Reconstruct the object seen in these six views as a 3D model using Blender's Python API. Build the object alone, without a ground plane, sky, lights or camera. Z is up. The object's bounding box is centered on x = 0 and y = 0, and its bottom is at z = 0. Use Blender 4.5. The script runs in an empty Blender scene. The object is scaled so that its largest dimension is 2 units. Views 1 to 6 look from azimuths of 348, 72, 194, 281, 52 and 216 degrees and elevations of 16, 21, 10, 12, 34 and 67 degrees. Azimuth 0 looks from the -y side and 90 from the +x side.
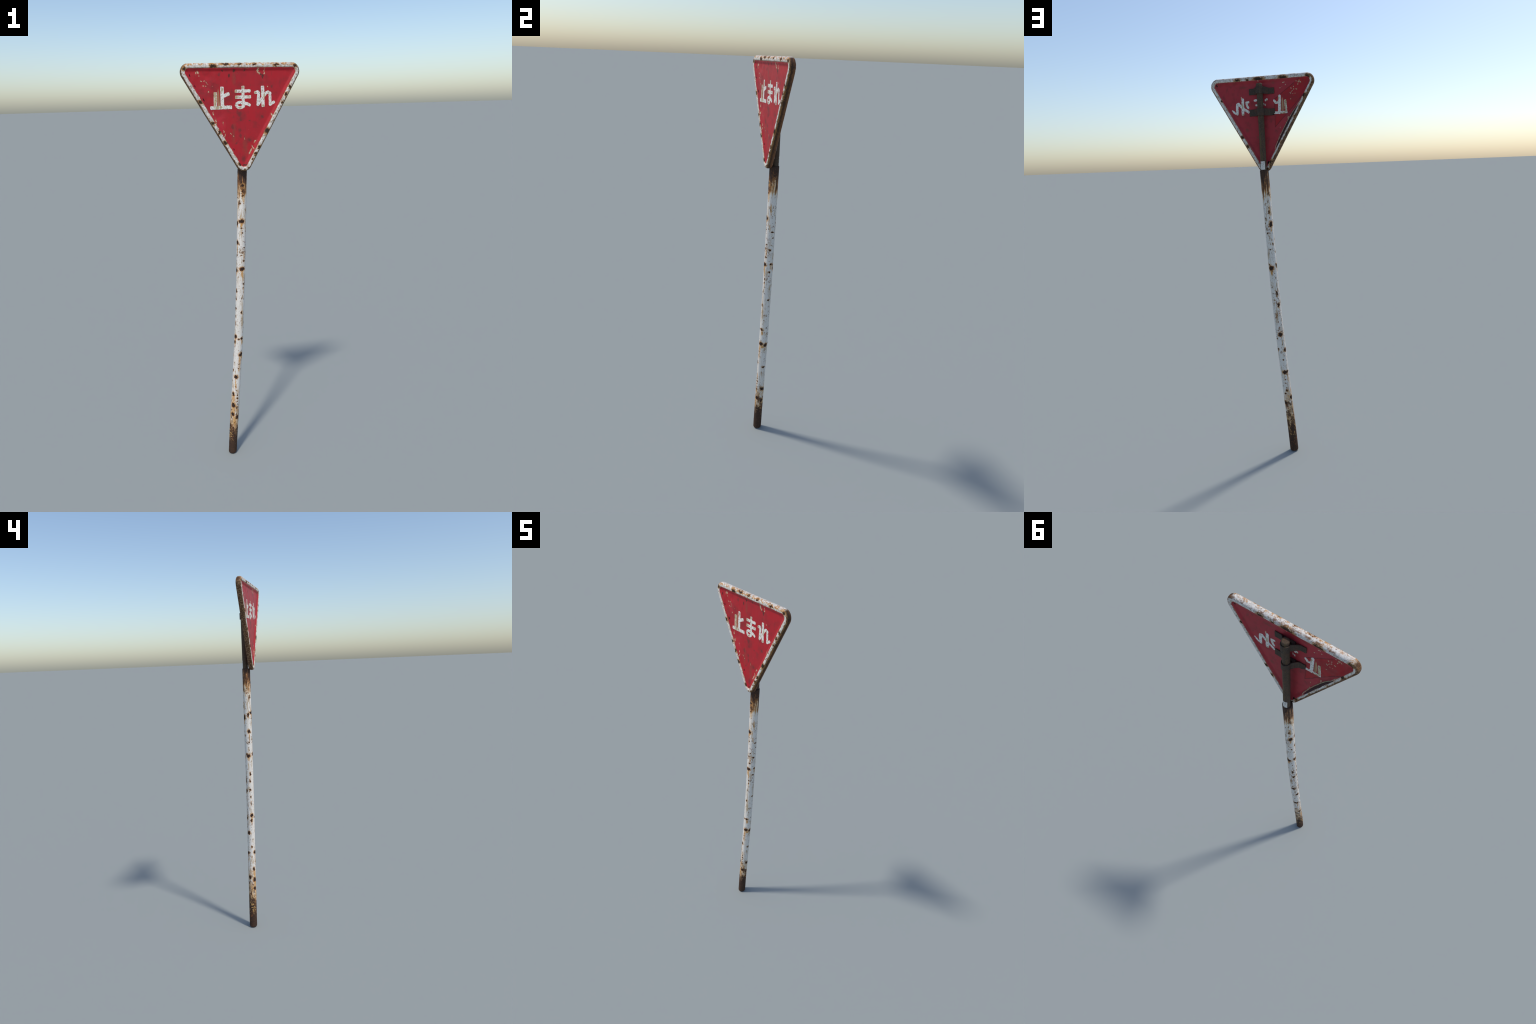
"""Weathered triangular stop sign on a bent, rusty post.  Metres, z up."""
import bpy, bmesh, math, random
from mathutils import Vector, noise

random.seed(7)
MM = 0.001

# ------------------------------------------------------------------ sizes
POST_R, POST_Y, POST_TOP = 0.0221, 0.0101, 1.5365
BEND = (0.02751, -0.09011, 0.07505, 0.06686, -0.10741)      # x(z) of the bent post
TUBE_R, TUBE_Y, TUBE_TOP = 0.0152, 0.0149, 1.9608
SIDE, CORNER_R, TOP_Z, MID_X = 0.590, 0.0378, 2.0, 0.0012
INR = SIDE / (2 * math.sqrt(3))
MID_Z = TOP_Z - INR
RIM_W = 0.0222
RIM_FRONT, RIM_BACK = -0.0353, -0.0062
PANEL_FRONT, PANEL_BACK = -0.0270, -0.0135
BASE = Vector((BEND[4], POST_Y, 0.0))


def post_x(z):
    r = 0.0
    for c in BEND:
        r = r * z + c
    return r


def tube_x(z):
    t = (z - 1.53) / 0.43
    return -0.0006 + 0.0012 * t + 0.0042 * t * t


def nz(x, y, z=0.0):
    return noise.noise(Vector((x, y, z)))


def sstep(a, b, v):
    t = min(1.0, max(0.0, (v - a) / (b - a)))
    return t * t * (3 - 2 * t)


def dent(x, z):
    """how far the sheet is beaten out of its plane (towards the back)"""
    left = sstep(-0.02, -0.16, x)
    d = 0.0006 * nz(x * 9, z * 9, 3.1)
    d += left * (0.0016 * nz(x * 26, z * 22, 1.7) + 0.0011 * nz(x * 60, z * 45, 5.2))
    # shallow crease that runs from the left edge towards the lettering
    c = (x + 0.12) * 0.55 - (z - 1.765) * 0.83
    d += 0.0014 * left * math.exp(-(c / 0.012) ** 2)
    return d


def edge_in(x, z):
    """distance in from the straight outer edges of the triangle"""
    dx, dz = x - MID_X, z - MID_Z
    return INR - max(dz, 0.8660 * dx - 0.5 * dz, -0.8660 * dx - 0.5 * dz)


def sheet_y(x, z, face):
    """surface of the sheet: flat in the middle, turned up towards the rim on both faces"""
    turn = sstep(0.037, 0.0215, edge_in(x, z))
    if face < 0:
        return PANEL_FRONT + dent(x, z) - 0.0056 * turn
    return PANEL_BACK + dent(x, z) + 0.0055 * turn


# ------------------------------------------------------------------ scene helpers
root = bpy.data.objects.new("road_sign", None)
root.empty_display_size = 0.1
root.location = BASE
bpy.context.scene.collection.objects.link(root)
root["label"] = "rusty red triangular stop sign on a bent white post"
root["category"] = "road sign"


def add(name, mesh, mat, parent=root, smooth=None):
    if smooth is not None:
        for p in mesh.polygons:
            p.use_smooth = True
        mesh.set_sharp_from_angle(angle=math.radians(smooth))
    mesh.materials.append(mat)
    ob = bpy.data.objects.new(name, mesh)
    bpy.context.scene.collection.objects.link(ob)
    ob.parent = parent
    if parent is root:
        ob.location = -BASE          # mesh coordinates are scene coordinates
    return ob


def mesh_from(name, verts, faces):
    me = bpy.data.meshes.new(name)
    me.from_pydata([tuple(v) for v in verts], [], faces)
    me.validate()
    bm = bmesh.new()
    bm.from_mesh(me)
    bmesh.ops.recalc_face_normals(bm, faces=bm.faces)
    bm.to_mesh(me)
    bm.free()
    return me


def loft(name, rings, closed_path=False, caps=True):
    n, m = len(rings[0]), len(rings)
    verts = [p for r in rings for p in r]
    faces = []
    for i in range(m if closed_path else m - 1):
        a, b = i * n, ((i + 1) % m) * n
        for j in range(n):
            k = (j + 1) % n
            faces.append((a + j, a + k, b + k, b + j))
    if caps and not closed_path:
        faces.append(tuple(range(n)))
        faces.append(tuple((m - 1) * n + j for j in range(n)))
    return mesh_from(name, verts, faces)


# ------------------------------------------------------------------ node helpers
class Nodes:
    def __init__(self, name):
        self.mat = bpy.data.materials.new(name)
        self.mat.use_nodes = True
        self.t = self.mat.node_tree
        self.t.nodes.clear()
        self.out = self.t.nodes.new("ShaderNodeOutputMaterial")
        self.bsdf = self.t.nodes.new("ShaderNodeBsdfPrincipled")
        self.t.links.new(self.bsdf.outputs[0], self.out.inputs[0])
        self.P = self.t.nodes.new("ShaderNodeTexCoord").outputs["Object"]
        s = self.t.nodes.new("ShaderNodeSeparateXYZ")
        self.t.links.new(self.P, s.inputs[0])
        self.x, self.y, self.z = s.outputs

    def put(self, sock, v):
        if isinstance(v, bpy.types.NodeSocket):
            self.t.links.new(v, sock)
        elif isinstance(v, (tuple, list)) and sock.type == "RGBA" and len(v) == 3:
            sock.default_value = (*v, 1.0)
        else:
            sock.default_value = v

    def m(self, op, a, b=0.0, c=None, clamp=False):
        n = self.t.nodes.new("ShaderNodeMath")
        n.operation = op
        n.use_clamp = clamp
        self.put(n.inputs[0], a)
        self.put(n.inputs[1], b)
        if c is not None:
            self.put(n.inputs[2], c)
        return n.outputs[0]

    def v(self, op, a, b=(0, 0, 0)):
        n = self.t.nodes.new("ShaderNodeVectorMath")
        n.operation = op
        self.put(n.inputs[0], a)
        if op == "SCALE":
            self.put(n.inputs["Scale"], b)
        elif op != "LENGTH":
            self.put(n.inputs[1], b)
        return n.outputs["Value"] if op in ("LENGTH", "DOT_PRODUCT") else n.outputs[0]

    def xyz(self, x, y, z):
        n = self.t.nodes.new("ShaderNodeCombineXYZ")
        for s, q in zip(n.inputs, (x, y, z)):
            self.put(s, q)
        return n.outputs[0]

    def noise(self, scale, detail=3.0, rough=0.55, stretch=(1, 1, 1), seed=0.0, color=False, dist=0.0):
        v = self.P
        if stretch != (1, 1, 1) or seed:
            mp = self.t.nodes.new("ShaderNodeMapping")
            self.put(mp.inputs["Vector"], v)
            mp.inputs["Scale"].default_value = stretch
            mp.inputs["Location"].default_value = (seed, seed * 1.7, seed * 0.6)
            v = mp.outputs[0]
        n = self.t.nodes.new("ShaderNodeTexNoise")
        self.put(n.inputs["Vector"], v)
        n.inputs["Scale"].default_value = scale
        n.inputs["Detail"].default_value = detail
        n.inputs["Roughness"].default_value = rough
        n.inputs["Distortion"].default_value = dist
        return n.outputs["Color" if color else "Fac"]

    def dots(self, scale, stretch=(1, 1, 1), rand=1.0, seed=0.0):
        mp = self.t.nodes.new("ShaderNodeMapping")
        self.put(mp.inputs["Vector"], self.P)
        mp.inputs["Scale"].default_value = stretch
        mp.inputs["Location"].default_value = (seed, seed * 1.3, seed * 0.7)
        n = self.t.nodes.new("ShaderNodeTexVoronoi")
        self.put(n.inputs["Vector"], mp.outputs[0])
        n.inputs["Scale"].default_value = scale
        n.inputs["Randomness"].default_value = rand
        s = self.t.nodes.new("ShaderNodeSeparateColor")
        self.t.links.new(n.outputs["Color"], s.inputs[0])
        return n.outputs["Distance"], s.outputs[0], s.outputs[1]

    def step(self, v, lo, hi, a=0.0, b=1.0):
        """smooth a -> b while v goes lo -> hi"""
        n = self.t.nodes.new("ShaderNodeMapRange")
        n.interpolation_type = "SMOOTHSTEP"
        if lo > hi:
            lo, hi, a, b = hi, lo, b, a
        for s, q in zip(n.inputs[:5], (v, lo, hi, a, b)):
            self.put(s, q)
        return n.outputs[0]

    def mix(self, f, a, b):
        n = self.t.nodes.new("ShaderNodeMix")
        n.data_type = "RGBA"
        self.put(n.inputs[0], f)
        self.put(n.inputs[6], a)
        self.put(n.inputs[7], b)
        return n.outputs[2]

    def mul(self, *f):
        r = f[0]
        for g in f[1:]:
            r = self.m("MULTIPLY", r, g, clamp=True)
        return r

    def mx(self, *f):
        r = f[0]
        for g in f[1:]:
            r = self.m("MAXIMUM", r, g)
        return r

    def jitter(self, amount, scale, detail=4.0, seed=0.0, base=None):
        c = self.noise(scale, detail, 0.6, color=True, seed=seed)
        d = self.v("SCALE", self.v("SUBTRACT", c, (0.5, 0.5, 0.5)), amount)
        return self.v("ADD", base or self.P, d)

    def blobs(self, P, items):
        """nearest scaled distance to a set of ellipsoids (centre, half sizes)"""
        best = None
        for c, h in items:
            d = self.v("LENGTH", self.v("MULTIPLY", self.v("SUBTRACT", P, c), tuple(1 / q for q in h)))
            best = d if best is None else self.m("MINIMUM", best, d)
        return best

    def ellipses(self, P, items):
        """nearest scaled distance to ellipses on the sign's face: x, z, half w, half h, turn"""
        best = None
        for x, z, w, h, a in items:
            ca, sa = math.cos(math.radians(a)), math.sin(math.radians(a))
            q = self.v("SUBTRACT", P, (x * MM, 0.0, z * MM))
            if a:
                q = self.xyz(self.v("DOT_PRODUCT", q, (ca / (w * MM), 0.0, -sa / (w * MM))),
                             self.v("DOT_PRODUCT", q, (sa / (h * MM), 0.0, ca / (h * MM))), 0.0)
            else:
                q = self.v("MULTIPLY", q, (1 / (w * MM), 0.0, 1 / (h * MM)))
            d = self.v("LENGTH", q)
            best = d if best is None else self.m("MINIMUM", best, d)
        return best

    def finish(self, color, rough=0.55, bump=None, strength=0.3, metal=0.0, spec=0.18):
        self.put(self.bsdf.inputs["Base Color"], color)
        self.put(self.bsdf.inputs["Roughness"], rough)
        self.put(self.bsdf.inputs["Metallic"], metal)
        self.put(self.bsdf.inputs["Specular IOR Level"], spec)
        if bump is not None:
            b = self.t.nodes.new("ShaderNodeBump")
            b.inputs["Strength"].default_value = strength
            b.inputs["Distance"].default_value = 0.002
            self.put(b.inputs["Height"], bump)
            self.t.links.new(b.outputs[0], self.bsdf.inputs["Normal"])
        return self.mat


WHITE = (0.72, 0.68, 0.62)
CREAM = (0.66, 0.56, 0.36)
ORANGE = (0.50, 0.205, 0.05)
OCHRE = (0.36, 0.20, 0.055)
BROWN = (0.12, 0.055, 0.028)
DARK = (0.036, 0.022, 0.016)
RED = (0.42, 0.017, 0.025)


# ------------------------------------------------------------------ post paint and rust
# height m, heading deg (0 faces the reader, 90 = right), half width mm, half height mm
RUST_FRONT = [
    (1.459, -4, 7.8, 8.7), (1.432, -5, 4.8, 5), (1.41, 2, 6.6, 3.1), (1.373, -39, 5.4, 3.8),
    (1.287, -10, 14, 9.5), (1.275, -72, 5, 12.8), (1.254, -9, 7, 2.9), (1.23, 0, 4.5, 2.9),
    (1.182, -67, 8, 10.5), (1.154, 33, 4.3, 3.2), (1.14, 14, 3, 1.9), (1.118, -70, 4.4, 5.0),
    (1.118, -5, 5.5, 2.6), (1.09, 31, 5, 3.3), (1.048, 8, 12.5, 9.8), (1.039, -84, 11.0, 10.5),
    (0.991, -16, 2.5, 2.6), (0.969, 29, 3.2, 4.6), (0.95, 30, 3.2, 4.6), (0.933, -70, 4.6, 9.0),
    (0.892, -72, 4.4, 8.5), (0.895, 4, 1.9, 4), (0.842, -73, 4.6, 5.3), (0.82, 17, 5.1, 7.4),
    (0.797, -69, 4.0, 7.5), (0.76, -69, 2.8, 11.8), (0.688, -58, 8.6, 10.4), (0.676, -9, 4.6, 4.7),
    (0.676, 40, 8.2, 6.8), (0.657, -69, 5.2, 9), (0.587, 36, 11.5, 10.6), (0.534, 12, 5.3, 3.4),
    (0.509, 10, 5.2, 2.8), (0.463, -20, 10.6, 10.4), (0.406, -15, 4, 4.2), (0.499, -76, 4.7, 6.9),
    (0.44, -75, 2.7, 6.3), (0.361, -46, 7.4, 12.3), (0.356, 14, 4.7, 2.8), (0.337, 17, 5.4, 4.9),
    (0.317, 20, 4.1, 2.8), (0.298, -34, 10.8, 13.4), (0.279, 21, 4.7, 8.8), (0.244, -38, 9.8, 11.6),
    (0.222, 34, 11, 11),
]
RUST_BACK = [
    (1.26, -140, 10, 13.5), (1.323, -147, 4.6, 7.6), (1.346, -149, 2.6, 4), (1.294, -150, 2.6, 4),
    (1.264, 139, 3.3, 4.7), (1.215, 165, 4.6, 3.3), (1.159, -134, 4, 5.4), (1.13, -176, 2.6, 2.7),
    (1.03, 171, 12.4, 13), (1.048, 149, 4, 6.1), (1.048, -114, 5.3, 8.0), (0.978, -142, 1.7, 5.1),
    (0.955, 153, 1.7, 5.1), (0.927, 155, 2, 4.1), (0.893, -144, 4.7, 14), (0.86, 171, 3.4, 3.0),
    (0.838, 153, 4, 2.1), (0.83, -138, 6.1, 10.9), (0.74, -166, 2.7, 4.1), (0.671, -157, 11.4, 11),
    (0.647, 145, 2.7, 4.2), (0.583, -112, 9.5, 9.0), (0.588, 142, 5.5, 4.2), (0.459, -166, 11.8, 9.2),
    (0.417, -173, 3.4, 3.5), (0.397, -174, 4.1, 3.5), (0.529, -164, 3.4, 3.5), (0.354, -172, 5.5, 5.6),
    (0.336, 162, 4.9, 4.2), (0.313, -116, 8.5, 10.6), (0.283, 144, 11, 11), (0.462, -127, 7, 7),
    (1.221, 101, 8, 3.0), (1.192, 113, 3.3, 3.5), (1.128, 76, 6.0, 4.6), (1.052, 106, 7.0, 5.4),
    (1.011, 88, 5.2, 5.4), (0.855, 99, 6.0, 3.4), (0.581, 104, 9.4, 10.6), (0.438, 99, 7.7, 5.2),
    (0.288, 101, 10, 10.6), (0.205, 106, 9, 13.4), (1.181, -72, 6.5, 7.0),
]
# orange run-off below the larger patches
RUNS = [
    (1.43, 0, 9, 55), (1.40, 8, 4, 34), (1.270, -10, 9, 14), (1.022, 1, 4, 20), (1.012, 17, 3.6, 42),
    (0.658, -60, 6, 30), (0.655, 38, 5, 22), (0.555, 26, 7, 28), (0.420, -19, 4.5, 42), (0.525, 14, 7, 45),
    (1.105, 32, 4.5, 45), (0.94, 31, 3, 40), (0.34, -42, 8, 36), (0.27, -30, 9, 32), (0.21, -10, 12, 40),
    (1.008, 172, 7, 18), (1.235, -140, 5, 18), (0.57, 60, 13, 12), (0.655, 50, 6, 14), (1.02, -84, 8, 14),
    (0.93, -70, 4.5, 34), (0.66, -64, 5, 34), (1.33, 60, 6, 45), (1.33, -140, 5, 40), (0.42, -130, 4, 50),
    (1.24, 62, 4, 24), (0.79, -130, 3, 32), (1.15, -68, 5, 30), (0.36, 24, 5, 40), (1.04, 104, 5, 20),
]


def on_post(z, deg, r=POST_R):
    a = math.radians(deg)
    return (post_x(z) + r * math.sin(a), POST_Y - r * math.cos(a), z)


def post_paint():
    N = Nodes("rusty_white_post_paint")
    P = N.jitter(0.010, 260, 3.0, seed=6.0, base=N.jitter(0.019, 95, 5.0))
    Pf = N.jitter(0.013, 120, 4.0, seed=4.0)

    def spots(lst, src, r=POST_R):
        return N.blobs(src, [(on_post(z, a, r), (w * MM, w * MM, h * MM)) for z, a, w, h in lst])
    d = N.m("MINIMUM", spots(RUST_FRONT, P), spots(RUST_BACK, P))
    runs = spots(RUNS, Pf)
    fine = N.noise(260, 4, 0.65)
    streak = N.noise(150, 3, 0.6, stretch=(1, 1, 0.09), seed=2.0)
    patchy = N.noise(26, 3, 0.6, stretch=(1, 1, 0.55), seed=9.0)
    # paint, slightly yellowed in streaks
    col = N.mix(N.step(streak, 0.45, 0.75, 0, 0.45), WHITE, (0.60, 0.55, 0.44))
    # columns of old run-off
    old = N.mul(N.step(streak, 0.48, 0.62), N.step(N.noise(14, 3, 0.6, stretch=(2.2, 2.2, 0.8), seed=17.0), 0.46, 0.60))
    col = N.mix(N.mul(old, 0.75), col, N.mix(N.step(fine, 0.4, 0.6), (0.30, 0.17, 0.07), (0.50, 0.34, 0.15)))
    # pinhead rust: coarse and fine
    flecks = N.noise(125, 5, 0.72, stretch=(1, 1, 0.85), seed=1.0)
    rb = N.noise(40, 2, 0.5, seed=13.0)
    pin = N.step(flecks, 0.61, 0.64)
    dist2, ra2, rb2 = N.dots(190, (1, 1, 0.75), seed=5.0)
    pin2 = N.step(N.m("SUBTRACT", dist2, N.m("MULTIPLY_ADD", ra2, 0.40, -0.16)), 0.07, -0.03)
    pin2 = N.mul(pin2, N.step(patchy, 0.42, 0.62))
    pin = N.mx(pin, N.mul(N.step(flecks, 0.555, 0.59), N.step(patchy, 0.53, 0.59)), N.mul(pin2, 0.85))
    blotch = N.noise(46, 6, 0.72, stretch=(1, 1, 0.6), seed=61.0)
    # thin horizontal cracks of rust
    crack = N.noise(120, 2, 0.5, stretch=(0.55, 0.55, 2.4), seed=12.0)
    crack = N.mul(N.step(N.m("ABSOLUTE", N.m("SUBTRACT", crack, 0.5)), 0.012, 0.003),
                  N.step(N.noise(34, 2, 0.5, seed=15.0), 0.56, 0.68))
    # runs
    rmask = N.mul(N.step(runs, 1.1, 0.5), N.step(streak, 0.36, 0.54, 0.25, 1.0))
    rcol = N.mix(N.step(fine, 0.40, 0.62), ORANGE, (0.60, 0.38, 0.13))
    col = N.mix(N.mul(rmask, 0.95), col, rcol)
    # foot: nearly all paint gone, cream flakes left on it
    broad = N.noise(36, 5, 0.7, stretch=(1, 1, 0.5), seed=21.0)
    sides = N.noise(16, 2, 0.5, stretch=(1, 1, 0.25), seed=33.0)
    h = N.m("ADD", N.z, N.m("MULTIPLY", N.m("SUBTRACT", broad, 0.5), 0.55))
    h = N.m("ADD", h, N.m("MULTIPLY", N.m("SUBTRACT", sides, 0.5), 0.34))
    h = N.m("ADD", h, N.m("MULTIPLY", N.m("SUBTRACT", blotch, 0.5), 0.30))
    halo = N.mul(N.step(h, 0.38, 0.22), N.step(streak, 0.3, 0.55, 0.45, 1))
    col = N.mix(N.mul(halo, 0.85), col, N.mix(N.step(fine, 0.42, 0.58), (0.42, 0.17, 0.045), (0.62, 0.42, 0.17)))
    scab = N.step(h, 0.186, 0.172)
    flake = N.mul(N.step(N.noise(90, 4, 0.65, seed=41.0), 0.52, 0.57),
                  N.step(N.noise(30, 1, 0.5, stretch=(1, 1, 0.4), seed=44.0), 0.47, 0.55), N.step(N.z, 0.065, 0.10))
    dcol = N.mix(N.step(fine, 0.35, 0.75), (0.036, 0.022, 0.016), (0.085, 0.045, 0.027))
    dcol = N.mix(N.mul(flake, 0.9), dcol, N.mix(N.step(fine, 0.4, 0.6), (0.30, 0.13, 0.04), (0.62, 0.40, 0.15)))
    col = N.mix(N.step(h, 0.205, 0.186), col, (0.20, 0.08, 0.025))
    col = N.mix(scab, col, dcol)
    # head of the post: bare and dark, orange streaks running down
    ht = N.m("ADD", N.z, N.m("MULTIPLY", N.m("SUBTRACT", streak, 0.5), 0.30))
    ht = N.m("ADD", ht, N.m("MULTIPLY", N.m("SUBTRACT", broad, 0.5), 0.11))
    ht = N.m("ADD", ht, N.m("MULTIPLY", N.m("SUBTRACT", sides, 0.5), 0.12))
    col = N.mix(N.mul(N.step(ht, 1.37, 1.43), N.step(fine, 0.3, 0.55, 0.35, 1), 0.75), col, (0.62, 0.45, 0.22))
    col = N.mix(N.mul(N.step(ht, 1.405, 1.440), N.step(fine, 0.3, 0.55, 0.55, 1), 0.9), col, (0.50, 0.225, 0.055))
    col = N.mix(N.mul(N.step(ht, 1.432, 1.462), N.step(fine, 0.25, 0.5, 0.6, 1), 0.95), col, (0.17, 0.068, 0.025))
    top = N.step(ht, 1.474, 1.490)
    col = N.mix(top, col, N.mix(N.step(fine, 0.4, 0.7), (0.042, 0.026, 0.02), (0.08, 0.042, 0.026)))
    # soft ochre halo, rust body, dark scab
    edge = N.m("ADD", d, N.m("MULTIPLY", N.m("SUBTRACT", fine, 0.5), 1.0))
    col = N.mix(N.step(edge, 1.8, 1.1, 0, 0.8), col, N.mix(N.step(fine, 0.4, 0.6), ORANGE, (0.60, 0.40, 0.16)))
    bl = N.m("ADD", blotch, N.m("MULTIPLY", N.m("SUBTRACT", patchy, 0.5), 0.25))
    bl = N.m("ADD", bl, N.mx(N.step(N.z, 0.42, 0.15, 0, 0.11), N.step(N.z, 1.30, 1.46, 0, 0.07)))
    paint = N.m("SUBTRACT", 1.0, N.mx(scab, top, N.step(ht, 1.40, 1.43)))
    col = N.mix(N.mul(N.step(bl, 0.565, 0.64, 0, 0.75), paint), col, N.mix(N.step(fine, 0.4, 0.6), (0.34, 0.18, 0.07), (0.52, 0.37, 0.18)))
    col = N.mix(N.mul(N.step(bl, 0.625, 0.65, 0, 0.9), N.m("SUBTRACT", 1.0, N.mx(scab, top))), col, (0.085, 0.042, 0.024))
    col = N.mix(pin, col, N.mix(N.step(rb, 0.4, 0.6), (0.24, 0.085, 0.03), (0.095, 0.048, 0.032)))
    col = N.mix(N.mul(crack, 0.8), col, (0.16, 0.07, 0.035))
    col = N.mix(N.step(edge, 1.14, 1.0), col, (0.17, 0.06, 0.022))
    col = N.mix(N.step(edge, 1.0, 0.72), col, DARK)
    rusty = N.mx(N.step(edge, 1.2, 0.9), scab, top, pin)
    bump = N.m("ADD", N.m("MULTIPLY", rusty, -0.5), N.m("MULTIPLY", fine, N.m("MULTIPLY_ADD", rusty, 0.6, 0.08)))
    return N.finish(col, N.m("MULTIPLY_ADD", rusty, 0.35, 0.42), bump, 0.5)


def build_post():
    rings = []
    prof = [(0.0, -0.0075), (0.0006, -0.0045), (0.0022, -0.0020), (0.0048, -0.0005), (0.008, 0.0)]
    n_mid = 260
    prof += [(0.008 + (POST_TOP - 0.012) * i / n_mid, 0.0) for i in range(1, n_mid)]
    prof += [(POST_TOP - 0.003, 0.0), (POST_TOP - 0.001, -0.0006), (POST_TOP, -0.0022)]
    for z, dr in prof:
        ring = []
        for k in range(48):
            a = 2 * math.pi * k / 48
            s, c = math.sin(a), math.cos(a)
            r = POST_R + dr
            if 0.01 < z < POST_TOP - 0.01:
                r += 0.00035 * nz(s * 2.5, c * 2.5, z * 14) + 0.00025 * nz(s * 6, c * 6, z * 60)
            ring.append((post_x(z) + r * s, POST_Y - r * c, z))
        rings.append(ring)
    return add("post", loft("post", rings), post_paint(), smooth=40)


# ------------------------------------------------------------------ bare rusty steel
def steel(name, base, warm, streaks=0.5):
    N = Nodes(name)
    fine = N.noise(220, 4, 0.65)
    big = N.noise(45, 3, 0.6, seed=3.0)
    st = N.noise(90, 3, 0.6, stretch=(1, 1, 0.06), seed=8.0)
    col = N.mix(N.step(fine, 0.35, 0.7), base, tuple(q * 1.7 for q in base))
    col = N.mix(N.step(big, 0.5, 0.7, 0, 0.7), col, warm)
    col = N.mix(N.step(st, 0.55, 0.68, 0, streaks), col, (0.13, 0.085, 0.035))
    col = N.mix(N.mul(N.step(fine, 0.68, 0.74), N.step(st, 0.5, 0.6), streaks), col, (0.42, 0.32, 0.18))
    return N.finish(col, 0.65, fine, 0.5)


def build_tube():
    mat = steel("rusty_tube_steel", (0.060, 0.040, 0.026), (0.115, 0.062, 0.032), 0.8)
    rings = []
    prof = [(1.5335, 0)] + [(1.5335 + (TUBE_TOP - 1.5375) * i / 40.0 * 0 + i * 0.0105, 0) for i in range(1, 41)]
    prof = [p for p in prof if p[0] < TUBE_TOP - 0.005]
    prof += [(TUBE_TOP - 0.004, 0), (TUBE_TOP - 0.0018, -0.0007), (TUBE_TOP - 0.0005, -0.002), (TUBE_TOP, -0.0036)]
    for z, dr in prof:
        r = TUBE_R + dr
        rings.append([(tube_x(z) + r * math.sin(2 * math.pi * k / 40),
                       TUBE_Y - r * math.cos(2 * math.pi * k / 40), z) for k in range(40)])
    tube = add("support_tube", loft("support_tube", rings), mat, smooth=35)
    # last patch of white paint on the tube, just above the post
    N = Nodes("paint_remnant_white")
    f = N.noise(330, 3, 0.6, stretch=(1, 1, 0.6), seed=6.0)
    col = N.mix(N.step(f, 0.55, 0.61), WHITE, (0.12, 0.09, 0.07))
    rem = N.finish(col, 0.5, f, 0.2)
    verts, faces = [], []
    rows, cols = 22, 18
    for i in range(rows + 1):
        for j in range(cols + 1):
            z = 1.5385 + 0.042 * i / rows
            a0, a1 = math.radians(135), math.radians(222)
            if i in (0, rows):
                z += 0.0015 * nz(j * 0.7, i, 2.0)
            a = a0 + (a1 - a0) * j / cols
            if j in (0, cols):
                a += 0.10 * nz(i * 0.6, j, 4.0)
            r = TUBE_R + 0.0005
            verts.append((tube_x(z) + r * math.sin(a), TUBE_Y - r * math.cos(a), z))
    for i in range(rows):
        for j in range(cols):
            q = i * (cols + 1) + j
            faces.append((q, q + 1, q + cols + 2, q + cols + 1))
    me = mesh_from("paint_remnant", verts, faces)
    bm = bmesh.new()
    bm.from_mesh(me)
    bmesh.ops.solidify(bm, geom=bm.faces[:], thickness=0.0007)
    bmesh.ops.recalc_face_normals(bm, faces=bm.faces)
    bm.to_mesh(me)
    bm.free()
    ob = add("paint_remnant", me, rem, parent=tube, smooth=40)
    return tube


# ------------------------------------------------------------------ rounded triangle
def tri_centres():
    k = (INR - CORNER_R) * 2
    # left top, right top, bottom : centres of the rounded corners
    return [Vector((MID_X + k * math.cos(a), MID_Z + k * math.sin(a)))
            for a in (math.radians(150), math.radians(30), math.radians(-90))]


def tri_path(n_side, n_corner):
    """(corner centre, outward unit normal, edge tag, t) round the triangle, clockwise from the front"""
    c = tri_centres()
    out = []
    edges = [(0, 1, 90.0, "top"), (1, 2, -30.0, "right"), (2, 0, -150.0, "left")]
    for a, b, ang, tag in edges:
        n = Vector((math.cos(math.radians(ang)), math.sin(math.radians(ang))))
        for i in range(n_side):
            t = i / n_side
            out.append((c[a].lerp(c[b], t), n, tag, t))
        for i in range(n_corner):
            w = math.radians(ang - 120.0 * i / n_corner)
            out.append((c[b], Vector((math.cos(w), math.sin(w))), tag + "_corner", i / n_corner))
    return out


# spots of rust on the rim : x, z, half width, half height (mm), turn
RIM_RUST_FRONT = [
    (-124, 1985, 14, 9, 0), (-187, 1836, 8, 9, 0), (-135, 1746, 9, 9, 0), (-82, 1660, 9, 9, 0),
    (-19, 1562, 8, 6, 0), (-106, 1708, 7, 9, 0), (73, 1634, 8, 8, 0), (57, 1603, 7, 8, 0), (41, 1580, 5, 5, 0),
    (37, 1562, 4, 4, 0), (25, 1541, 6, 6, 0), (113, 1706, 14, 14, 0), (186, 1828, 5, 6, 0), (204, 1862, 6, 9, 0),
    (4, 1534, 4, 4, 0), (-249, 1978, 9, 8, 0), (158, 1988, 12, 5, 0), (-70, 1994, 16, 5, 0), (222, 1894, 6, 10, -30),
    (-5, 1993, 10, 4, 0), (60, 1992, 9, 5, 0), (246, 1985, 10, 7, 0),
]
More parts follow.
